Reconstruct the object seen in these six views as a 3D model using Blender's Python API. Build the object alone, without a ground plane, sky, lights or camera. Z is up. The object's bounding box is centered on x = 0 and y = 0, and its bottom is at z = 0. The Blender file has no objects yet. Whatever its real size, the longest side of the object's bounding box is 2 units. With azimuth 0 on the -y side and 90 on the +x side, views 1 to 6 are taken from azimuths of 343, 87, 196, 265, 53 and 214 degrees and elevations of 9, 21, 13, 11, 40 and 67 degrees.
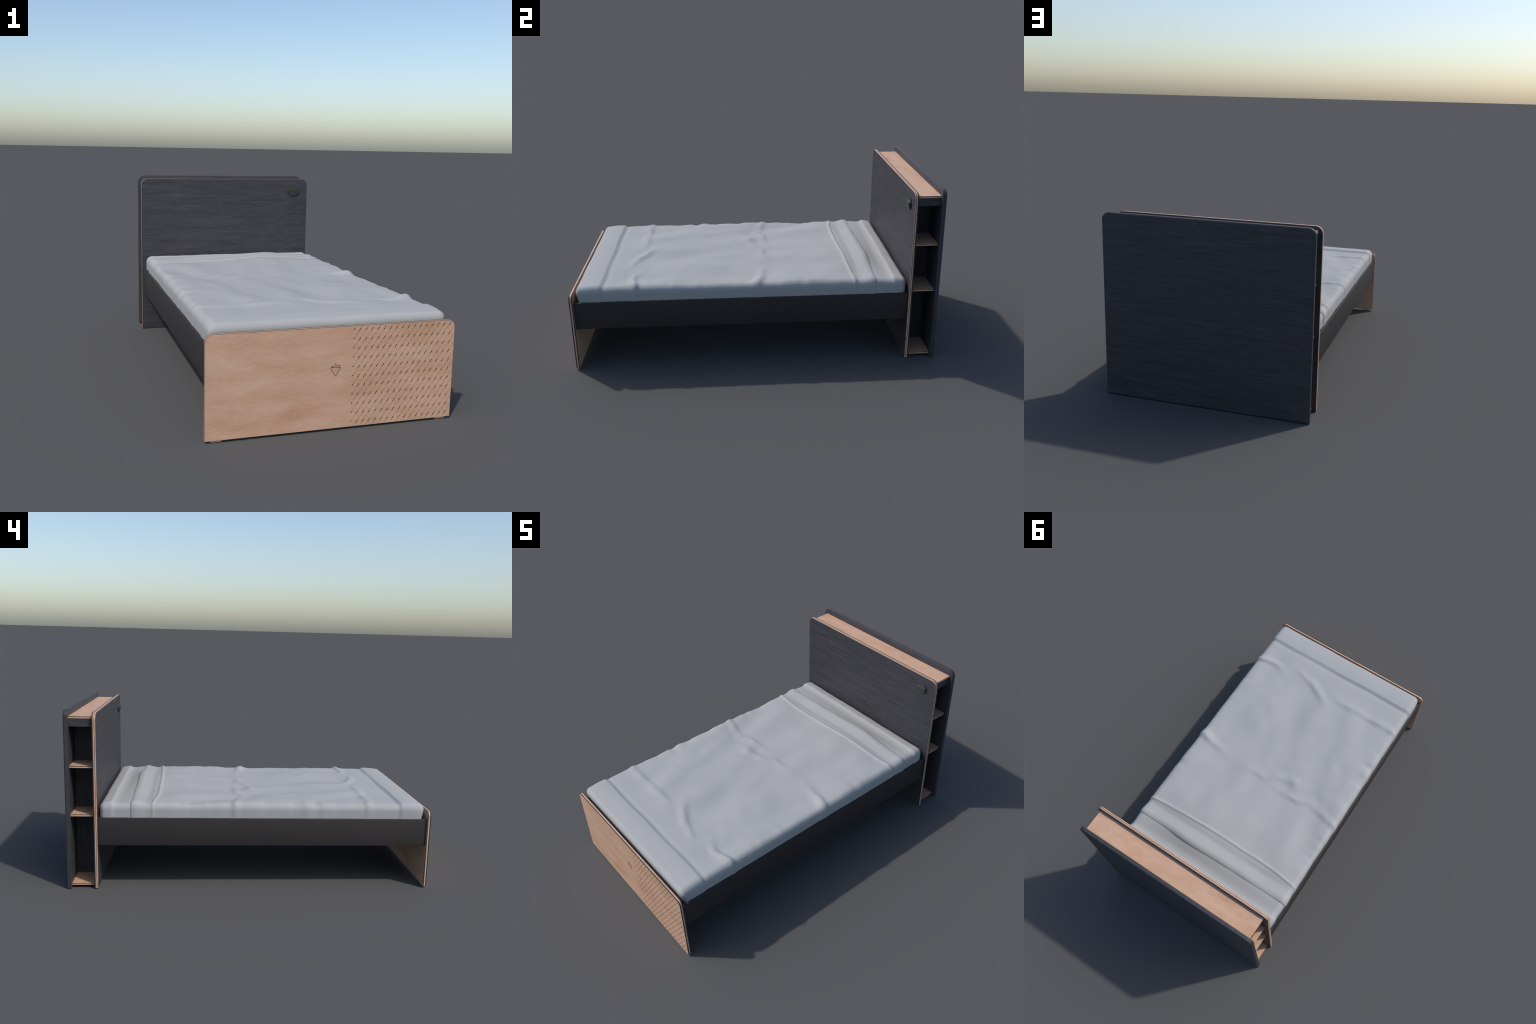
import bpy, bmesh, math, random
from mathutils import Vector, noise

random.seed(7)
COL = bpy.context.scene.collection

# ------------------------------------------------------------------ materials
def new_mat(name):
    m = bpy.data.materials.new(name)
    m.use_nodes = True
    nt = m.node_tree
    return m, nt, nt.nodes["Principled BSDF"]

def node(nt, kind, **props):
    n = nt.nodes.new(kind)
    for k, v in props.items():
        setattr(n, k, v)
    return n

def ramp(nt, fac, stops):
    r = node(nt, "ShaderNodeValToRGB")
    el = r.color_ramp.elements
    while len(el) < len(stops):
        el.new(0.5)
    for e, (p, c) in zip(el, stops):
        e.position = p
        e.color = (c[0], c[1], c[2], 1)
    nt.links.new(fac, r.inputs[0])
    return r.outputs[0]

def mix(nt, kind, fac, a, b):
    n = node(nt, "ShaderNodeMix", data_type="RGBA", blend_type=kind)
    for sock, val in ((n.inputs[0], fac), (n.inputs[6], a), (n.inputs[7], b)):
        if hasattr(val, "is_linked"):
            nt.links.new(val, sock)
        elif isinstance(val, (int, float)):
            sock.default_value = val
        else:
            sock.default_value = (val[0], val[1], val[2], 1)
    return n.outputs[2]

def stretched_noise(nt, coord, scale, detail, rough=0.55, distort=0.0):
    mp = node(nt, "ShaderNodeMapping")
    mp.inputs["Scale"].default_value = scale
    nt.links.new(coord, mp.inputs["Vector"])
    nz = node(nt, "ShaderNodeTexNoise")
    nz.inputs["Scale"].default_value = 1.0
    nz.inputs["Detail"].default_value = detail
    nz.inputs["Roughness"].default_value = rough
    nz.inputs["Distortion"].default_value = distort
    nt.links.new(mp.outputs[0], nz.inputs["Vector"])
    return nz.outputs["Fac"]

def along(axis, long, cross):
    s = [cross, cross, cross]
    s["xyz".index(axis)] = long
    return s

def beech(name, axis="x", value=1.0):
    """pale pinkish beech veneer: cloudy tan/pink patches under fine streaks"""
    m, nt, b = new_mat(name)
    co = node(nt, "ShaderNodeTexCoord").outputs["Object"]
    patch = stretched_noise(nt, co, along(axis, 3.6, 11.0), 5.0, 0.62, 0.25)
    base = ramp(nt, patch, [(0.30, [v * value for v in (0.455, 0.266, 0.166)]),
                            (0.45, [v * value for v in (0.515, 0.322, 0.214)]),
                            (0.60, [v * value for v in (0.548, 0.357, 0.250)]),
                            (0.75, [v * value for v in (0.575, 0.392, 0.290)])])
    hue = stretched_noise(nt, co, along(axis, 13.0, 46.0), 5.0, 0.65)
    tint = ramp(nt, hue, [(0.34, (0.97, 0.985, 0.93)), (0.50, (1.0, 0.985, 0.985)), (0.66, (1.035, 0.985, 1.03))])
    c = mix(nt, "MULTIPLY", 1.0, base, tint)
    grain = stretched_noise(nt, co, along(axis, 30.0, 270.0), 4.0, 0.65)
    g = ramp(nt, grain, [(0.30, (0.84, 0.82, 0.80)), (0.66, (1.09, 1.09, 1.09))])
    c = mix(nt, "MULTIPLY", 0.65, c, g)
    nt.links.new(c, b.inputs["Base Color"])
    b.inputs["Roughness"].default_value = 0.6
    b.inputs["Specular IOR Level"].default_value = 0.3
    return m

def ebony(name, axis="x", value=1.0, contrast=1.0):
    """black-stained oak: charcoal with bluish horizontal streaks"""
    m, nt, b = new_mat(name)
    co = node(nt, "ShaderNodeTexCoord").outputs["Object"]
    f1 = stretched_noise(nt, co, along(axis, 4.5, 70.0), 5.0, 0.62, 0.9)
    c1 = ramp(nt, f1, [(0.30, [v * value for v in (0.0320, 0.0315, 0.0352)]),
                       (0.50, [v * value for v in (0.0445, 0.0443, 0.0497)]),
                       (0.70, [v * value for v in (0.0570, 0.0568, 0.0648)])])
    f2 = stretched_noise(nt, co, along(axis, 22.0, 300.0), 4.0, 0.62, 0.6)
    c2 = ramp(nt, f2, [(0.32, (0.68, 0.685, 0.69)), (0.66, (1.22, 1.215, 1.21))])
    c = mix(nt, "MULTIPLY", 0.75 * contrast, c1, c2)
    f3 = stretched_noise(nt, co, along(axis, 3.0, 14.0), 3.0)
    c3 = ramp(nt, f3, [(0.38, (0.96, 1.0, 0.97)), (0.62, (1.05, 0.99, 1.07))])
    c = mix(nt, "MULTIPLY", 1.0, c, c3)
    nt.links.new(c, b.inputs["Base Color"])
    b.inputs["Roughness"].default_value = 0.55
    b.inputs["Specular IOR Level"].default_value = 0.35
    bp = node(nt, "ShaderNodeBump")
    bp.inputs["Strength"].default_value = 0.12
    bp.inputs["Distance"].default_value = 0.001
    nt.links.new(f2, bp.inputs["Height"])
    nt.links.new(bp.outputs[0], b.inputs["Normal"])
    return m

def plain(name, col, rough=0.6, spec=0.3, speck=0.0, scale=200.0):
    m, nt, b = new_mat(name)
    if speck:
        co = node(nt, "ShaderNodeTexCoord").outputs["Object"]
        f = stretched_noise(nt, co, (scale,) * 3, 3.0)
        c = ramp(nt, f, [(0.3, [v * (1 - speck) for v in col]), (0.7, [v * (1 + speck) for v in col])])
        nt.links.new(c, b.inputs["Base Color"])
    else:
        b.inputs["Base Color"].default_value = (*col, 1)
    b.inputs["Roughness"].default_value = rough
    b.inputs["Specular IOR Level"].default_value = spec
    return m

def linen(name, cool, warm, y0, y1):
    """pale cotton, slightly warmer across the middle of the pillow end"""
    m, nt, b = new_mat(name)
    co = node(nt, "ShaderNodeTexCoord").outputs["Object"]
    sep = node(nt, "ShaderNodeSeparateXYZ")
    nt.links.new(co, sep.inputs[0])
    f = stretched_noise(nt, co, (9.0, 9.0, 9.0), 2.0)
    def math_node(op, a, bb):
        n = node(nt, "ShaderNodeMath", operation=op)
        for s, v in zip(n.inputs, (a, bb)):
            if hasattr(v, "is_linked"):
                nt.links.new(v, s)
            else:
                s.default_value = v
        return n.outputs[0]
    def step(v, lo, hi):
        n = node(nt, "ShaderNodeMapRange", interpolation_type="SMOOTHSTEP")
        nt.links.new(v, n.inputs[0])
        n.inputs[1].default_value, n.inputs[2].default_value = lo, hi
        return n.outputs[0]
    wob = math_node("MULTIPLY", math_node("SUBTRACT", f, 0.5), 0.22)
    my = step(math_node("ADD", sep.outputs[1], wob), y0, y1)
    mx = step(math_node("ADD", math_node("ABSOLUTE", sep.outputs[0], 0.0), wob), 0.48, 0.30)
    c = mix(nt, "MIX", math_node("MULTIPLY", my, mx), cool, warm)
    nt.links.new(c, b.inputs["Base Color"])
    b.inputs["Roughness"].default_value = 0.9
    b.inputs["Specular IOR Level"].default_value = 0.1
    return m

BEECH = beech("beech_veneer")
BEECH_EDGE = beech("beech_edge", "x", 1.08)
BEECH_EDGE_Z = BEECH_EDGE
EBONY = ebony("black_oak_veneer")
EBONY_V = ebony("black_oak_upright", "z", 0.75)
EBONY_Y = ebony("black_oak_crosspiece", "y", 1.0)
EBONY_EDGE = ebony("black_oak_edge", "z", 0.95, 0.5)
PLY_DARK = plain("dark_ply_layer", (0.032, 0.030, 0.033), 0.6)
RAIL = plain("charcoal_laminate", (0.0335, 0.0293, 0.0286), 0.55, 0.25, 0.06, 60.0)
INK = plain("engraved_brown", (0.062, 0.034, 0.028), 0.8, 0.1)
INK_DARK = plain("engraved_black", (0.016, 0.013, 0.012), 0.8, 0.1)
PLASTIC = plain("grey_plastic", (0.044, 0.047, 0.044), 0.5, 0.4, 0.03)
SCREW = plain("dark_screw", (0.02, 0.02, 0.02), 0.4, 0.5)
LINEN = linen("white_linen", (0.351, 0.353, 0.352), (0.351, 0.351, 0.346), 0.44, 0.56)
SHEET = linen("white_sheet", (0.348, 0.349, 0.351), (0.342, 0.342, 0.338), 0.50, 0.56)
TICKING = plain("mattress_ticking", (0.5, 0.5, 0.5), 0.9, 0.1)

# ------------------------------------------------------------------ helpers
def add(name, mesh, parent=None):
    o = bpy.data.objects.new(name, mesh)
    COL.objects.link(o)
    if parent:
        o.parent = parent
    return o

def to_mesh(bm, name, mats, smooth_angle=None, recalc=True):
    if recalc:
        bmesh.ops.recalc_face_normals(bm, faces=bm.faces)
    me = bpy.data.meshes.new(name)
    bm.to_mesh(me)
    bm.free()
    for m in mats:
        me.materials.append(m)
    if smooth_angle is not None:
        me.shade_smooth()
        me.set_sharp_from_angle(angle=math.radians(smooth_angle))
    return me

def rounded_outline(hw, z0, z1, R, r, inset=0.0, n=10):
    """upright board outline in x-z: big radius on top corners, small below"""
    hw, z0, z1 = hw - inset, z0 + inset, z1 - inset
    R, r = max(R - inset, 0.0008), max(r - inset, 0.0008)
    pts = []
    for cx, cz, rad, a0 in ((hw - R, z1 - R, R, 0), (-hw + R, z1 - R, R, 90),
                            (-hw + r, z0 + r, r, 180), (hw - r, z0 + r, r, 270)):
        for i in range(n + 1):
            a = math.radians(a0 + 90 * i / n)
            pts.append((cx + rad * math.cos(a), cz + rad * math.sin(a)))
    return pts

def board_loft(name, outline, stations, cap_front, cap_back, mats, angle=30):
    """loft of outlines standing at successive y; each station: (y, inset, material of the band that follows)"""
    bm = bmesh.new()
    rings = []
    for y, inset, mi in stations:
        rings.append([bm.verts.new((x, y, z)) for x, z in outline(inset)])
    n = len(rings[0])
    for k in range(len(rings) - 1):
        for i in range(n):
            f = bm.faces.new((rings[k][i], rings[k][(i + 1) % n], rings[k + 1][(i + 1) % n], rings[k + 1][i]))
            f.material_index = stations[k][2]
    f = bm.faces.new(rings[0]); f.material_index = cap_front
    f = bm.faces.new(rings[-1]); f.material_index = cap_back
    return to_mesh(bm, name, mats, angle)

def box_mesh(name, x0, x1, y0, y1, z0, z1, mats, bevel=0.0, seg=2):
    bm = bmesh.new()
    bmesh.ops.create_cube(bm, size=1.0)
    for v in bm.verts:
        v.co = Vector(((x0 + x1) / 2 + v.co.x * (x1 - x0), (y0 + y1) / 2 + v.co.y * (y1 - y0), (z0 + z1) / 2 + v.co.z * (z1 - z0)))
    if bevel:
        bmesh.ops.bevel(bm, geom=list(bm.edges), offset=bevel, segments=seg, affect="EDGES", profile=0.5)
    return to_mesh(bm, name, mats, 35)

def smooth(a, b, t):
    u = min(1.0, max(0.0, (t - a) / (b - a)))
    return u * u * (3 - 2 * u)

# ------------------------------------------------------------------ thing
bed = bpy.data.objects.new("storage_bed", None)
COL.objects.link(bed)
bed["label"] = "single bed with black bookcase headboard, beech footboard, pale grey duvet"
bed["category"] = "bed"

# ---- headboard front panel (plywood sandwich, beech and black layers on the edge)
HW = 0.553
head_outline = lambda ins: rounded_outline(HW, 0.0, 0.961, 0.038, 0.0035, ins)
head_mats = [EBONY, BEECH_EDGE, PLY_DARK]
headboard = add("headboard", board_loft("headboard", head_outline, [
    (0.8325, 0.0006, 0), (0.8331, 0.0, 1), (0.8385, 0.0, 2), (0.8411, 0.0, 1),
    (0.8468, 0.0, 2), (0.8524, 0.0, 2), (0.8530, 0.0006, 0)], 0, 0, head_mats), bed)

# ---- back panel, all black with softly rounded rim
back_outline = lambda ins: rounded_outline(0.556, 0.0, 0.977, 0.038, 0.004, ins)
st = []
yb0, yb1, rb = 0.9765, 1.0, 0.0075
for i in range(6):
    a = math.radians(90 * i / 5)
    st.append((yb0 + rb * (1 - math.sin(a)) if False else yb0 + 0.003 * (1 - math.cos(a)), 0.003 * (1 - math.sin(a)), 1))
for i in range(8):
    a = math.radians(90 * i / 7)
    st.append((yb1 - rb + rb * math.sin(a), rb * (1 - math.cos(a)), 1))
back_panel = add("back_panel", board_loft("back_panel", back_outline, st, 0, 0, [EBONY, EBONY_EDGE], 40), bed)

# ---- bookcase between the two panels
def shelf_mesh(name, x0, x1, y0, y1, z1, t):
    """beech top veneer over a black and a beech ply layer, black underside"""
    bm = bmesh.new()
    levels = [(z1 - t, 2), (z1 - t + 0.0016, 1), (z1 - 0.0042, 2), (z1 - 0.0006, 0), (z1, 0)]
    rings = []
    for z, mi in levels:
        rings.append([bm.verts.new(p) for p in ((x0, y0, z), (x1, y0, z), (x1, y1, z), (x0, y1, z))])
    for k in range(len(rings) - 1):
        for i in range(4):
            f = bm.faces.new((rings[k][i], rings[k][(i + 1) % 4], rings[k + 1][(i + 1) % 4], rings[k + 1][i]))
            f.material_index = levels[k][1]
    bm.faces.new(rings[0]).material_index = 2
    bm.faces.new(rings[-1]).material_index = 0
    return to_mesh(bm, name, [BEECH, BEECH_EDGE, PLY_DARK])

YS0, YS1 = 0.8530, 0.9765
add("top_shelf", shelf_mesh("top_shelf", -0.531, 0.531, YS0, YS1, 0.9415, 0.0125), bed)
small = shelf_mesh("shelf", 0.3545, 0.531, YS0, YS1, 0.0, 0.0125)
for side in (1, -1):
    for z in (0.6775, 0.4120, 0.0240):
        o = add("shelf", small, bed)
        o.location.z = z
        if side < 0:
            o.location.x = -0.531 - 0.3545
divider = box_mesh("divider", 0.343, 0.355, YS0, YS1, 0.0115, 0.929, [EBONY_V])
apron = box_mesh("apron", 0.517, 0.529, YS0, YS1, 0.887, 0.9290, [EBONY_Y], 0.0006, 1)
for nm, me, dx in (("divider", divider, -0.698), ("apron", apron, -1.046)):
    add(nm, me, bed)
    o = add(nm, me, bed)
    o.location.x = dx
add("cabinet_floor", box_mesh("cabinet_floor", -0.343, 0.343, YS0, YS1, 0.0115, 0.024, [EBONY]), bed)

# ---- little round hook on the headboard
def hook_mesh():
    cx, cz, R = 0.4515, 0.887, 0.0358
    yb, yt = 0.8325, 0.8275
    zl = 0.8965                                    # height of the ledge at the disc
    bm = bmesh.new()
    def prism(pts, yfront):
        b = [bm.verts.new((x, yb, z)) for x, z in pts]
        f = [bm.verts.new((x, yfront(x, z), z - drop(z))) for x, z in pts]
        n = len(pts)
        for i in range(n):
            bm.faces.new((b[i], b[(i + 1) % n], f[(i + 1) % n], f[i]))
        bm.faces.new(b); bm.faces.new(f)
    drop = lambda z: 0.0
    prism([(cx + R * math.cos(2 * math.pi * i / 72), cz + R * math.sin(2 * math.pi * i / 72)) for i in range(72)], lambda x, z: yt)
    a0 = math.asin((zl - cz) / R)
    pts = []
    for i in range(49):
        a = math.pi - a0 + (math.pi + 2 * a0) * i / 48
        pts.append((cx + (R - 0.0004) * math.cos(a), cz + (R - 0.0004) * math.sin(a)))
    zb = cz - R
    drop = lambda z: 0.0034 if z > zl - 0.001 else 0.0
    prism(pts, lambda x, z: 0.8272 - 0.0100 * smooth(-0.25, 1.0, (z - zb) / (zl - zb)) if z > zb else 0.828)
    bmesh.ops.bevel(bm, geom=[e for e in bm.edges if e.calc_face_angle(0) > 0.9], offset=0.0006, segments=2, affect="EDGES")
    return to_mesh(bm, "hook", [PLASTIC], 30)
hook = add("hook", hook_mesh(), headboard)
def screw_mesh():
    bm = bmesh.new()
    bmesh.ops.create_cone(bm, cap_ends=True, segments=16, radius1=0.0021, radius2=0.0021, depth=0.0012)
    return to_mesh(bm, "screw", [SCREW], 40)
sm = screw_mesh()
for dx in (-0.0245, 0.0245):
    o = add("screw", sm, headboard)
    o.location = (0.4515 + dx, 0.8228, 0.8947)
    o.rotation_euler = (math.radians(13), 0, 0)

# ---- footboard with engraved pattern
FB0, FB1 = -0.9996, -0.9806
ZB, ZT, RF = 0.0075, 0.4430, 0.030
FW = 0.552
foot_outline = lambda ins: rounded_outline(FW, ZB, ZT, RF, 0.0015, ins)
footboard = add("footboard", board_loft("footboard", foot_outline, [
    (FB0, 0.0003, 2), (FB0 + 0.0004, 0.0, 2), (-0.9938, 0.0, 1), (-0.9864, 0.0, 2),
    (FB1 - 0.0006, 0.0, 2), (FB1, 0.0006, 0)], 0, 0, [BEECH, BEECH_EDGE, PLY_DARK]), bed)

def glide_mesh():
    bm = bmesh.new()
    rings = []
    for z, e in ((0.0, 0.0025), (ZB, 0.0)):
        rings.append([bm.verts.new(p) for p in ((0.4795 + e, -0.9965 + e / 2, z), (0.5285 - e, -0.9965 + e / 2, z),
                                                (0.5285 - e, -0.9835 - e / 2, z), (0.4795 + e, -0.9835 - e / 2, z))])
    for i in range(4):
        bm.faces.new((rings[0][i], rings[0][(i + 1) % 4], rings[1][(i + 1) % 4], rings[1][i]))
    bm.faces.new(rings[0]); bm.faces.new(rings[1])
    return to_mesh(bm, "glide", [BEECH_EDGE])
gm = glide_mesh()
add("glide", gm, footboard)
o = add("glide", gm, footboard); o.location.x = -1.008

# engraving: a slanting lattice of fine threads with leaf-shaped stitches at each crossing
X0, DX, ZJ, DZ = 0.0760, 0.0282, 0.4270, 0.0398
UX, UZ = DX / math.hypot(DX, DZ), DZ / math.hypot(DX, DZ)

def on_board(x, z, m=0.0008):
    if abs(x) > FW - m or z < ZB + m or z > ZT - m:
        return False
    cx, cz = FW - RF, ZT - RF
    return not (x > cx and z > cz and math.hypot(x - cx, z - cz) > RF - m)

def flat_prism(bm, pts, y_front, y_back):
    f = [bm.verts.new((x, y_front, z)) for x, z in pts]
    b = [bm.verts.new((x, y_back, z)) for x, z in pts]
    n = len(pts)
    bm.faces.new(f); bm.faces.new(b[::-1])
    for i in range(n):
        bm.faces.new((f[i], f[(i + 1) % n], b[(i + 1) % n], b[i]))

bm_line, bm_dash = bmesh.new(), bmesh.new()
for j in range(0, 30):
    # thread j: starts at the left margin (or at the lower edge), climbs to the upper/right edge
    zs = ZJ - DZ * j
    ts = [t * 0.0005 for t in range(0, 1720)]
    inside = [t for t in ts if on_board(X0 + UX * t, zs + UZ * t)]
    if len(inside) > 4:
        t0, t1, w = inside[0], inside[-1], 0.00034
        c = [(X0 + UX * t0, zs + UZ * t0), (X0 + UX * t1, zs + UZ * t1)]
        flat_prism(bm_line, [(c[0][0] + UZ * w, c[0][1] - UX * w), (c[1][0] + UZ * w, c[1][1] - UX * w),
                             (c[1][0] - UZ * w, c[1][1] + UX * w), (c[0][0] - UZ * w, c[0][1] + UX * w)], FB0 - 0.0002, FB0 + 0.0003)
    for i in range(0, 18):
        cx, cz = X0 + DX * i, zs + DZ * i
        for s in ((1,) if i == 0 else (1, -1)):
            mid = 0.0040
            if not on_board(cx + s * UX * mid, cz + s * UZ * mid, 0.0005):
                continue
            leaf = []
            for u, hw in ((0.0010, 0.0007), (0.0022, 0.00170), (0.0042, 0.00180), (0.0062, 0.0012), (0.0078, 0.0004)):
                leaf.append((u, hw))
            pts = [(cx + s * UX * u + UZ * h, cz + s * UZ * u - UX * h) for u, h in leaf] + \
                  [(cx + s * UX * u - UZ * h, cz + s * UZ * u + UX * h) for u, h in reversed(leaf)]
            pts = [(min(x, FW - 0.0008), min(z, ZT - 0.0008)) for x, z in pts]
            flat_prism(bm_dash, pts, FB0 - 0.0004, FB0 + 0.0003)
thread = add("engraved_thread", to_mesh(bm_line, "engraved_thread", [INK]), footboard)
stitch = add("engraved_stitch", to_mesh(bm_dash, "engraved_stitch", [INK_DARK]), footboard)
thread["kind"] = "stuff"; stitch["kind"] = "stuff"

# strawberry emblem: closed outline strokes and seed dots
def stroke(bm, pts, w, closed=True):
    n = len(pts)
    L, R = [], []
    for i, p in enumerate(pts):
        a = Vector(pts[i - 1] if (closed or i) else p)
        b = Vector(pts[(i + 1) % n] if (closed or i < n - 1) else p)
        p = Vector(p)
        d1 = (p - a).normalized() if (p - a).length else (b - p).normalized()
        d2 = (b - p).normalized() if (b - p).length else d1
        nrm = Vector((-(d1.y + d2.y), d1.x + d2.x))
        nrm = nrm.normalized() if nrm.length > 1e-6 else Vector((-d1.y, d1.x))
        k = min(2.2, 1.0 / max(0.2, nrm.dot(Vector((-d1.y, d1.x)))))
        L.append(p + nrm * w * k); R.append(p - nrm * w * k)
    vs = []
    for q in (L, R):
        vs.append(([bm.verts.new((v.x, FB0 - 0.0004, v.y)) for v in q], [bm.verts.new((v.x, FB0 + 0.0003, v.y)) for v in q]))
    (lf, lb), (rf, rb2) = vs
    for i in range(n if closed else n - 1):
        k = (i + 1) % n
        for quad in ((lf[i], lf[k], rf[k], rf[i]), (lf[i], lb[i], lb[k], lf[k]), (rf[i], rf[k], rb2[k], rb2[i])):
            bm.faces.new(quad)

bm = bmesh.new()
tri = [(-0.0236, 0.2720), (0.0240, 0.2720), (0.0, 0.2325)]
fruit = []
for i in range(3):
    p, a, b = Vector(tri[i]), Vector(tri[i - 1]), Vector(tri[(i + 1) % 3])
    rad = 0.0075 if i < 2 else 0.0080
    s, e = p + (a - p).normalized() * rad, p + (b - p).normalized() * rad
    for t in range(7):
        t /= 6
        fruit.append(tuple(s * (1 - t) ** 2 + p * 2 * t * (1 - t) + e * t * t))
fruit = [(x * 1.06, z) for x, z in fruit]
stroke(bm, fruit, 0.00100)
crown = [(-0.0115, 0.2722), (-0.0195, 0.2782), (-0.0042, 0.2776), (0.0, 0.2872), (0.0042, 0.2776), (0.0195, 0.2782), (0.0115, 0.2722)]
stroke(bm, crown, 0.00098, closed=False)
for row in range(5):
    cnt = 5 - row
    for k in range(cnt):
        x, z = (k - (cnt - 1) / 2) * 0.0076, 0.2664 - row * 0.0061
        flat_prism(bm, [(x + 0.00082 * math.cos(math.radians(60 * q)), z + 0.0012 * math.sin(math.radians(60 * q))) for q in range(6)], FB0 - 0.0004, FB0 + 0.0003)
add("strawberry_emblem", to_mesh(bm, "strawberry_emblem", [INK]), footboard)

# ---- side rails, slat board, mattress core
rail = box_mesh("side_rail", 0.523, 0.543, FB1, 0.8325, 0.2425, 0.3955, [RAIL], 0.0022, 3)
add("side_rail", rail, bed)
o = add("side_rail", rail, bed); o.location.x = -1.066
slat = box_mesh("slat", -0.523, 0.523, -0.045, 0.045, 0.262, 0.276, [BEECH], 0.003, 2)
for k in range(13):
    o = add("slat", slat, bed)
    o.location.y = -0.915 + k * 0.1407
add("mattress", box_mesh("mattress", -0.518, 0.518, -0.955, 0.815, 0.277, 0.42, [TICKING], 0.02, 4), bed)

# ------------------------------------------------------------------ bedding
def interp(pts, x):
    if x <= pts[0][0]:
        return pts[0][1]
    for (a, va), (b, vb) in zip(pts, pts[1:]):
        if x <= b:
            t = (x - a) / (b - a)
            t = t * t * (3 - 2 * t) * 0.5 + t * 0.5
            return va + (vb - va) * t
    return pts[-1][1]

def n3(x, y, sx, sy, seed):
    return noise.noise(Vector((x * sx + seed * 3.7, y * sy - seed * 1.9, seed * 0.71)))

HEM = [(-0.54, 0.546), (-0.500, 0.537), (-0.393, 0.524), (-0.216, 0.520), (0, 0.522), (0.2, 0.524), (0.41, 0.535), (0.54, 0.545)]

# creases: crest points (x, y, height, half width); the cloth is steeper on the head side
CREASES = [
    [(0.545, -0.648, 0.0125, 0.016), (0.47, -0.656, 0.0110, 0.016), (0.40, -0.662, 0.0075, 0.017), (0.34, -0.642, 0.0050, 0.020), (0.25, -0.610, 0.0018, 0.030)],
    [(0.25, -0.700, 0.0010, 0.020), (0.19, -0.682, 0.0050, 0.017), (0.12, -0.668, 0.0075, 0.016), (0.06, -0.640, 0.0080, 0.018), (0.00, -0.605, 0.0070, 0.020), (-0.05, -0.56, 0.0020, 0.028)],
    [(-0.06, -0.680, 0.0010, 0.022), (-0.13, -0.658, 0.0045, 0.020), (-0.21, -0.645, 0.0065, 0.020), (-0.30, -0.655, 0.0075, 0.019), (-0.40, -0.655, 0.0075, 0.018), (-0.545, -0.640, 0.0090, 0.018)],
    [(0.545, 0.015, 0.0150, 0.020), (0.47, 0.026, 0.0125, 0.020), (0.40, 0.043, 0.0080, 0.019), (0.33, 0.058, 0.0030, 0.024), (0.2, 0.068, 0.0008, 0.030), (0.10, 0.062, 0.0035, 0.020),
     (0.02, 0.056, 0.0055, 0.018), (-0.04, 0.018, 0.0050, 0.018), (-0.11, 0.006, 0.0050, 0.018), (-0.19, -0.022, 0.0035, 0.022), (-0.27, -0.05, 0.0008, 0.03)],
    [(-0.07, 0.085, 0.0010, 0.018), (-0.13, 0.080, 0.0055, 0.016), (-0.18, 0.083, 0.0065, 0.017), (-0.25, 0.072, 0.0055, 0.018), (-0.31, 0.048, 0.0060, 0.018), (-0.36, 0.058, 0.0075, 0.018),
     (-0.43, 0.068, 0.0090, 0.018), (-0.545, 0.088, 0.0110, 0.017)],
    # broad soft swells
    [(-0.02, -0.30, 0.0010, 0.10), (-0.12, -0.10, 0.0060, 0.07), (-0.20, 0.00, 0.0070, 0.05), (-0.24, 0.05, 0.0030, 0.05)],
    [(0.36, -0.60, 0.0030, 0.05), (0.30, -0.42, 0.0050, 0.06), (0.26, -0.20, 0.0040, 0.07), (0.22, -0.05, 0.0020, 0.06)],
    [(-0.33, -0.60, 0.0020, 0.05), (-0.30, -0.35, 0.0040, 0.06), (-0.34, -0.10, 0.0050, 0.05), (-0.40, 0.03, 0.0020, 0.04)],
]

def crease_height(x, y):
    h = 0.0
    x, y = x + 0.018 * n3(x, y, 7.5, 7.5, 31), y + 0.016 * n3(x, y, 8.0, 8.0, 32)
    amp = 0.95 + 0.75 * n3(x, y, 13.0, 13.0, 33)
    for line in CREASES:
        best = low = 0.0
        for a, b in zip(line, line[1:]):
            ax, ay, bx, by = a[0], a[1], b[0], b[1]
            reach = 6.0 * max(a[3], b[3])
            if x < min(ax, bx) - reach or x > max(ax, bx) + reach or y < min(ay, by) - reach or y > max(ay, by) + reach:
                continue
            L2 = (bx - ax) ** 2 + (by - ay) ** 2
            t = min(1.0, max(0.0, ((x - ax) * (bx - ax) + (y - ay) * (by - ay)) / L2))
            px, py = ax + (bx - ax) * t, ay + (by - ay) * t
            d = math.hypot(x - px, y - py)
            w = 1.30 * (a[3] + (b[3] - a[3]) * t) * (1.05 - 0.22 * (y - py) / max(d, 1e-6))
            q = d / w
            val = a[2] + (b[2] - a[2]) * t
            best = max(best, val * math.exp(-q * q))
            low = max(low, val * math.exp(-q * q / 5.0))
        h += amp * (best * 1.20 - low * 0.26)
    return h

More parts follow.
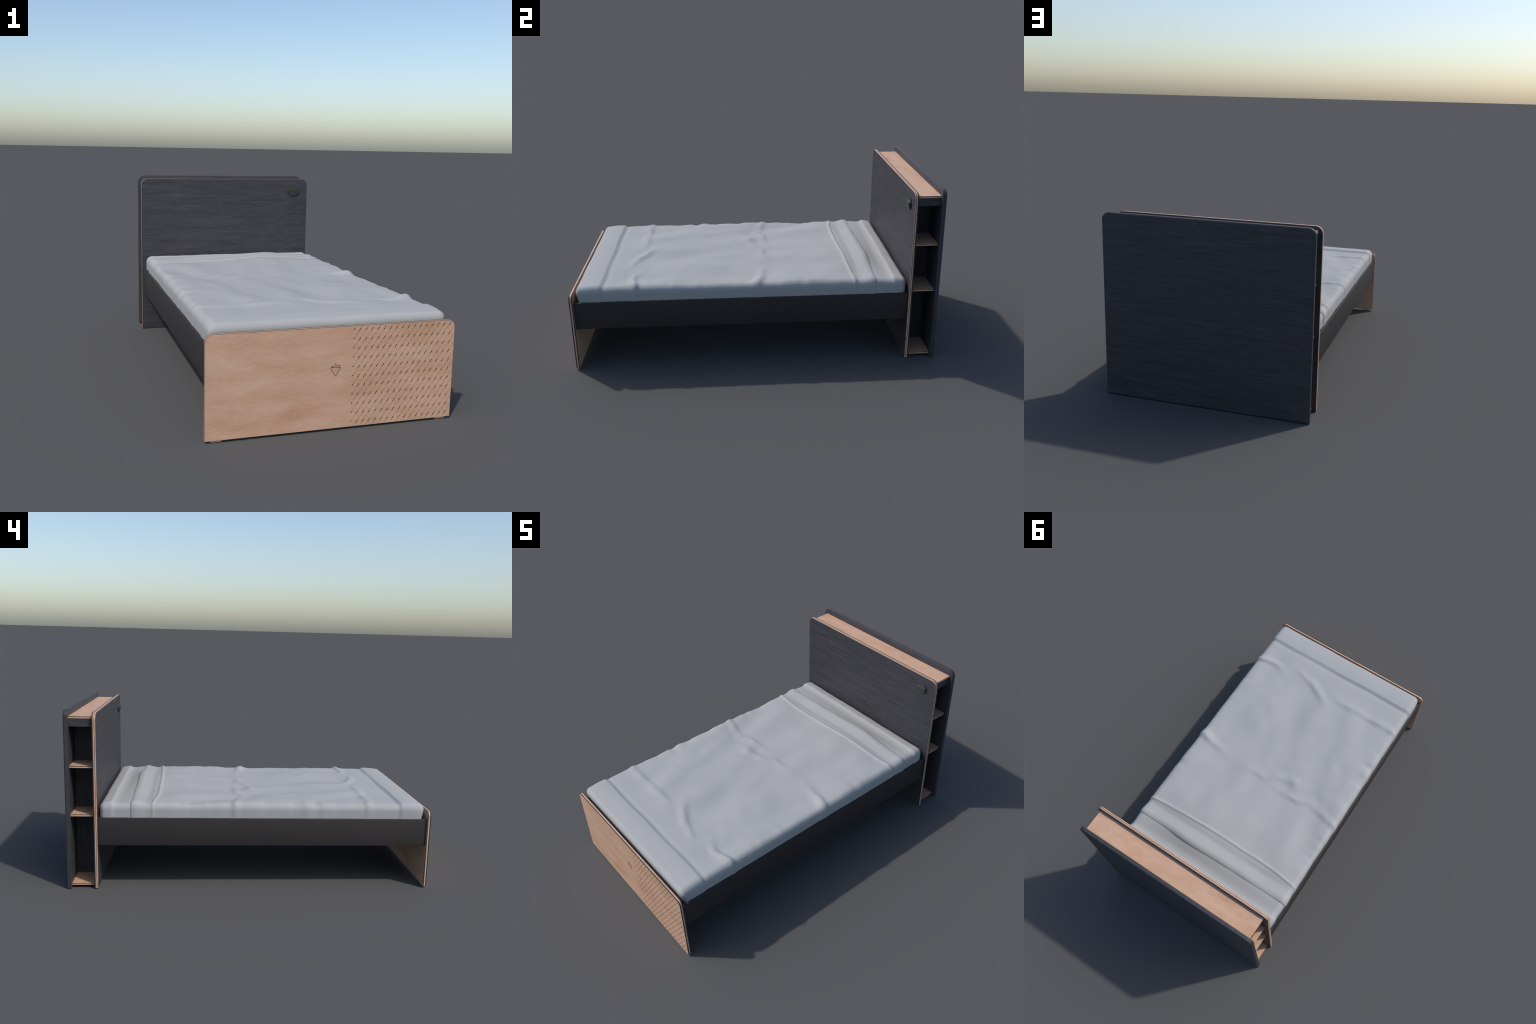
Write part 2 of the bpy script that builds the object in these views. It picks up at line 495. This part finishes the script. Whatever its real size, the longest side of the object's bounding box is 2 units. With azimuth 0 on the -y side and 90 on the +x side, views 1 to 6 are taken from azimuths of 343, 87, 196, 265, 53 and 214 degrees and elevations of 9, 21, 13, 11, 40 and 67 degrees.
def duvet_relief(x, y):
    """height of the cloth above its plain box, in metres"""
    h = 0.0
    edge = smooth(0.0, 0.10, 0.53 - abs(x))
    mid = smooth(-0.80, -0.60, y)
    # puffed-up quilt near the fold, fuller on the right
    puff = math.exp(-((x - 0.17) / 0.21) ** 2) * 0.80 + math.exp(-((x + 0.12) / 0.22) ** 2) * 0.30
    h += 0.024 * puff * smooth(0.10, 0.50, y)
    # soft uneven filling, drawn out along the bed
    h += (0.0125 * n3(x + 0.25 * y, y, 5.0, 2.8, 1) + 0.0072 * n3(x - 0.15 * y, y, 9.0, 5.5, 2)) * (0.30 + 0.70 * mid) * (0.45 + 0.55 * edge) * (1 - 0.7 * smooth(0.42, 0.56, y))
    # irregular lumps along the rim
    rim = 1 - smooth(0.0, 0.085, 0.515 - abs(x))
    h += (0.0110 * n3(x * 0.4, y, 3.0, 11.0, 3) + 0.0040 * n3(x * 0.6, y, 3.0, 23.0, 4)) * (0.75 + 1.1 * n3(x, y, 1.5, 4.5, 6)) * (0.05 + 0.95 * rim) * mid
    h += crease_height(x, y)
    # hem of the turned-over part: narrow welt, hollow behind it, then the roll of the fold
    yh = interp(HEM, x) + 0.004 * n3(x, 0.0, 9.0, 1.0, 8)
    dy = y - yh
    h += 0.0086 * math.exp(-(dy / (0.0060 if dy > 0 else 0.0075)) ** 2)
    h += 0.0015 * smooth(0.0, 0.02, dy)
    h -= 0.0062 * math.exp(-((y - 0.572) / 0.021) ** 2) * (0.8 + 0.5 * n3(x, 0.0, 7.0, 1.0, 9))
    h += (0.0085 + 0.004 * n3(x, 0.5, 6.0, 1.0, 10)) * math.exp(-((y - 0.637) / 0.027) ** 2)
    # flat sewn band at the foot end
    g = -0.826 + 0.004 * n3(x, 2.0, 5.0, 1.0, 11)
    band = 1 - smooth(g - 0.016, g + 0.006, y)
    h += (0.0078 + 0.0024 * n3(x, y, 3.0, 6.0, 12)) * band * smooth(-0.972, -0.872, y)
    h -= 0.0032 * math.exp(-((y - (g + 0.011)) / 0.012) ** 2)
    return h

def sheet_relief(x, y):
    puff = math.exp(-((x - 0.17) / 0.21) ** 2) * 0.80 + math.exp(-((x + 0.12) / 0.22) ** 2) * 0.30
    h = 0.0015 * n3(x, y, 6.0, 8.0, 21)
    yw = 0.760 + 0.004 * n3(x, 0.0, 6.0, 1.0, 22)
    dy = y - yw
    h += 0.0075 * math.exp(-(dy / (0.024 if dy > 0 else 0.0075)) ** 2)
    h += (0.003 + 0.021 * puff) * (1 - smooth(0.635, 0.735, y)) - 0.003 * math.exp(-((y - 0.725) / 0.03) ** 2)
    h += 0.0028 * n3(x, y * 0.2, 17.0, 4.0, 23) * smooth(0.73, 0.79, y)
    return h

def cloth_box(name, hx, y0, y1, z0, z1, rad, ry0, ry1, relief, mats, step, side_gain, sink=0.0):
    """five-sided rounded box, its skin pushed out along the normal by the relief"""
    bm = bmesh.new()
    nx, ny, nz = int(2 * hx / step), int((y1 - y0) / step), 16
    cache = {}
    def place(x, y, z):
        cx = max(-hx + rad, min(hx - rad, x))
        cy = max(y0 + ry0, min(y1 - ry1, y))
        cz = min(z1 - rad, z)
        ry = ry0 if y < (y0 + y1) / 2 else ry1
        d = Vector(((x - cx) / rad, (y - cy) / ry, (z - cz) / rad))
        if d.length < 1e-9:
            d = Vector((0, 0, 1))
        d.normalize()
        p = Vector((cx + d.x * rad, cy + d.y * ry, cz + d.z * rad))
        xr = max(-hx + 0.012, min(hx - 0.012, x))
        r = relief(xr, max(y0, min(y1, y)))
        low = smooth(z0, z1 - rad * 0.3, z)
        gain = d.z * d.z + (1 - d.z * d.z) * side_gain * (0.35 + 0.65 * low)
        p += d * r * gain
        if sink:                                   # the foot end leans in towards the mattress below
            p.y += sink * (1 - low) * smooth(0, 0.08, (y0 + 0.08) - y)
        return p
    def vert(x, y, z):
        k = (round(x, 5), round(y, 5), round(z, 5))
        if k not in cache:
            cache[k] = bm.verts.new(place(x, y, z))
        return cache[k]
    # parameter rows are denser towards the rim so that the rounding stays smooth
    xs = [-hx + 2 * hx * i / nx for i in range(nx + 1)]
    ys = [y0 + (y1 - y0) * i / ny for i in range(ny + 1)]
    zs = [z0 + (z1 - z0) * i / nz for i in range(nz + 1)]
    for i in range(nx):
        for j in range(ny):
            bm.faces.new((vert(xs[i], ys[j], z1), vert(xs[i + 1], ys[j], z1), vert(xs[i + 1], ys[j + 1], z1), vert(xs[i], ys[j + 1], z1)))
    for k in range(nz):
        for j in range(ny):
            for x in (-hx, hx):
                bm.faces.new((vert(x, ys[j], zs[k]), vert(x, ys[j + 1], zs[k]), vert(x, ys[j + 1], zs[k + 1]), vert(x, ys[j], zs[k + 1])))
        for i in range(nx):
            for y in (y0, y1):
                bm.faces.new((vert(xs[i], y, zs[k]), vert(xs[i + 1], y, zs[k]), vert(xs[i + 1], y, zs[k + 1]), vert(xs[i], y, zs[k + 1])))
    return to_mesh(bm, name, mats, 180)

add("sheet", cloth_box("sheet", 0.5295, 0.640, 0.8265, 0.345, 0.4725, 0.034, 0.02, 0.034, sheet_relief, [SHEET], 0.006, 0.5), bed)
add("duvet", cloth_box("duvet", 0.5315, -0.9690, 0.668, 0.345, 0.4735, 0.034, 0.025, 0.016, duvet_relief, [LINEN], 0.0058, 0.42, 0.014), bed)
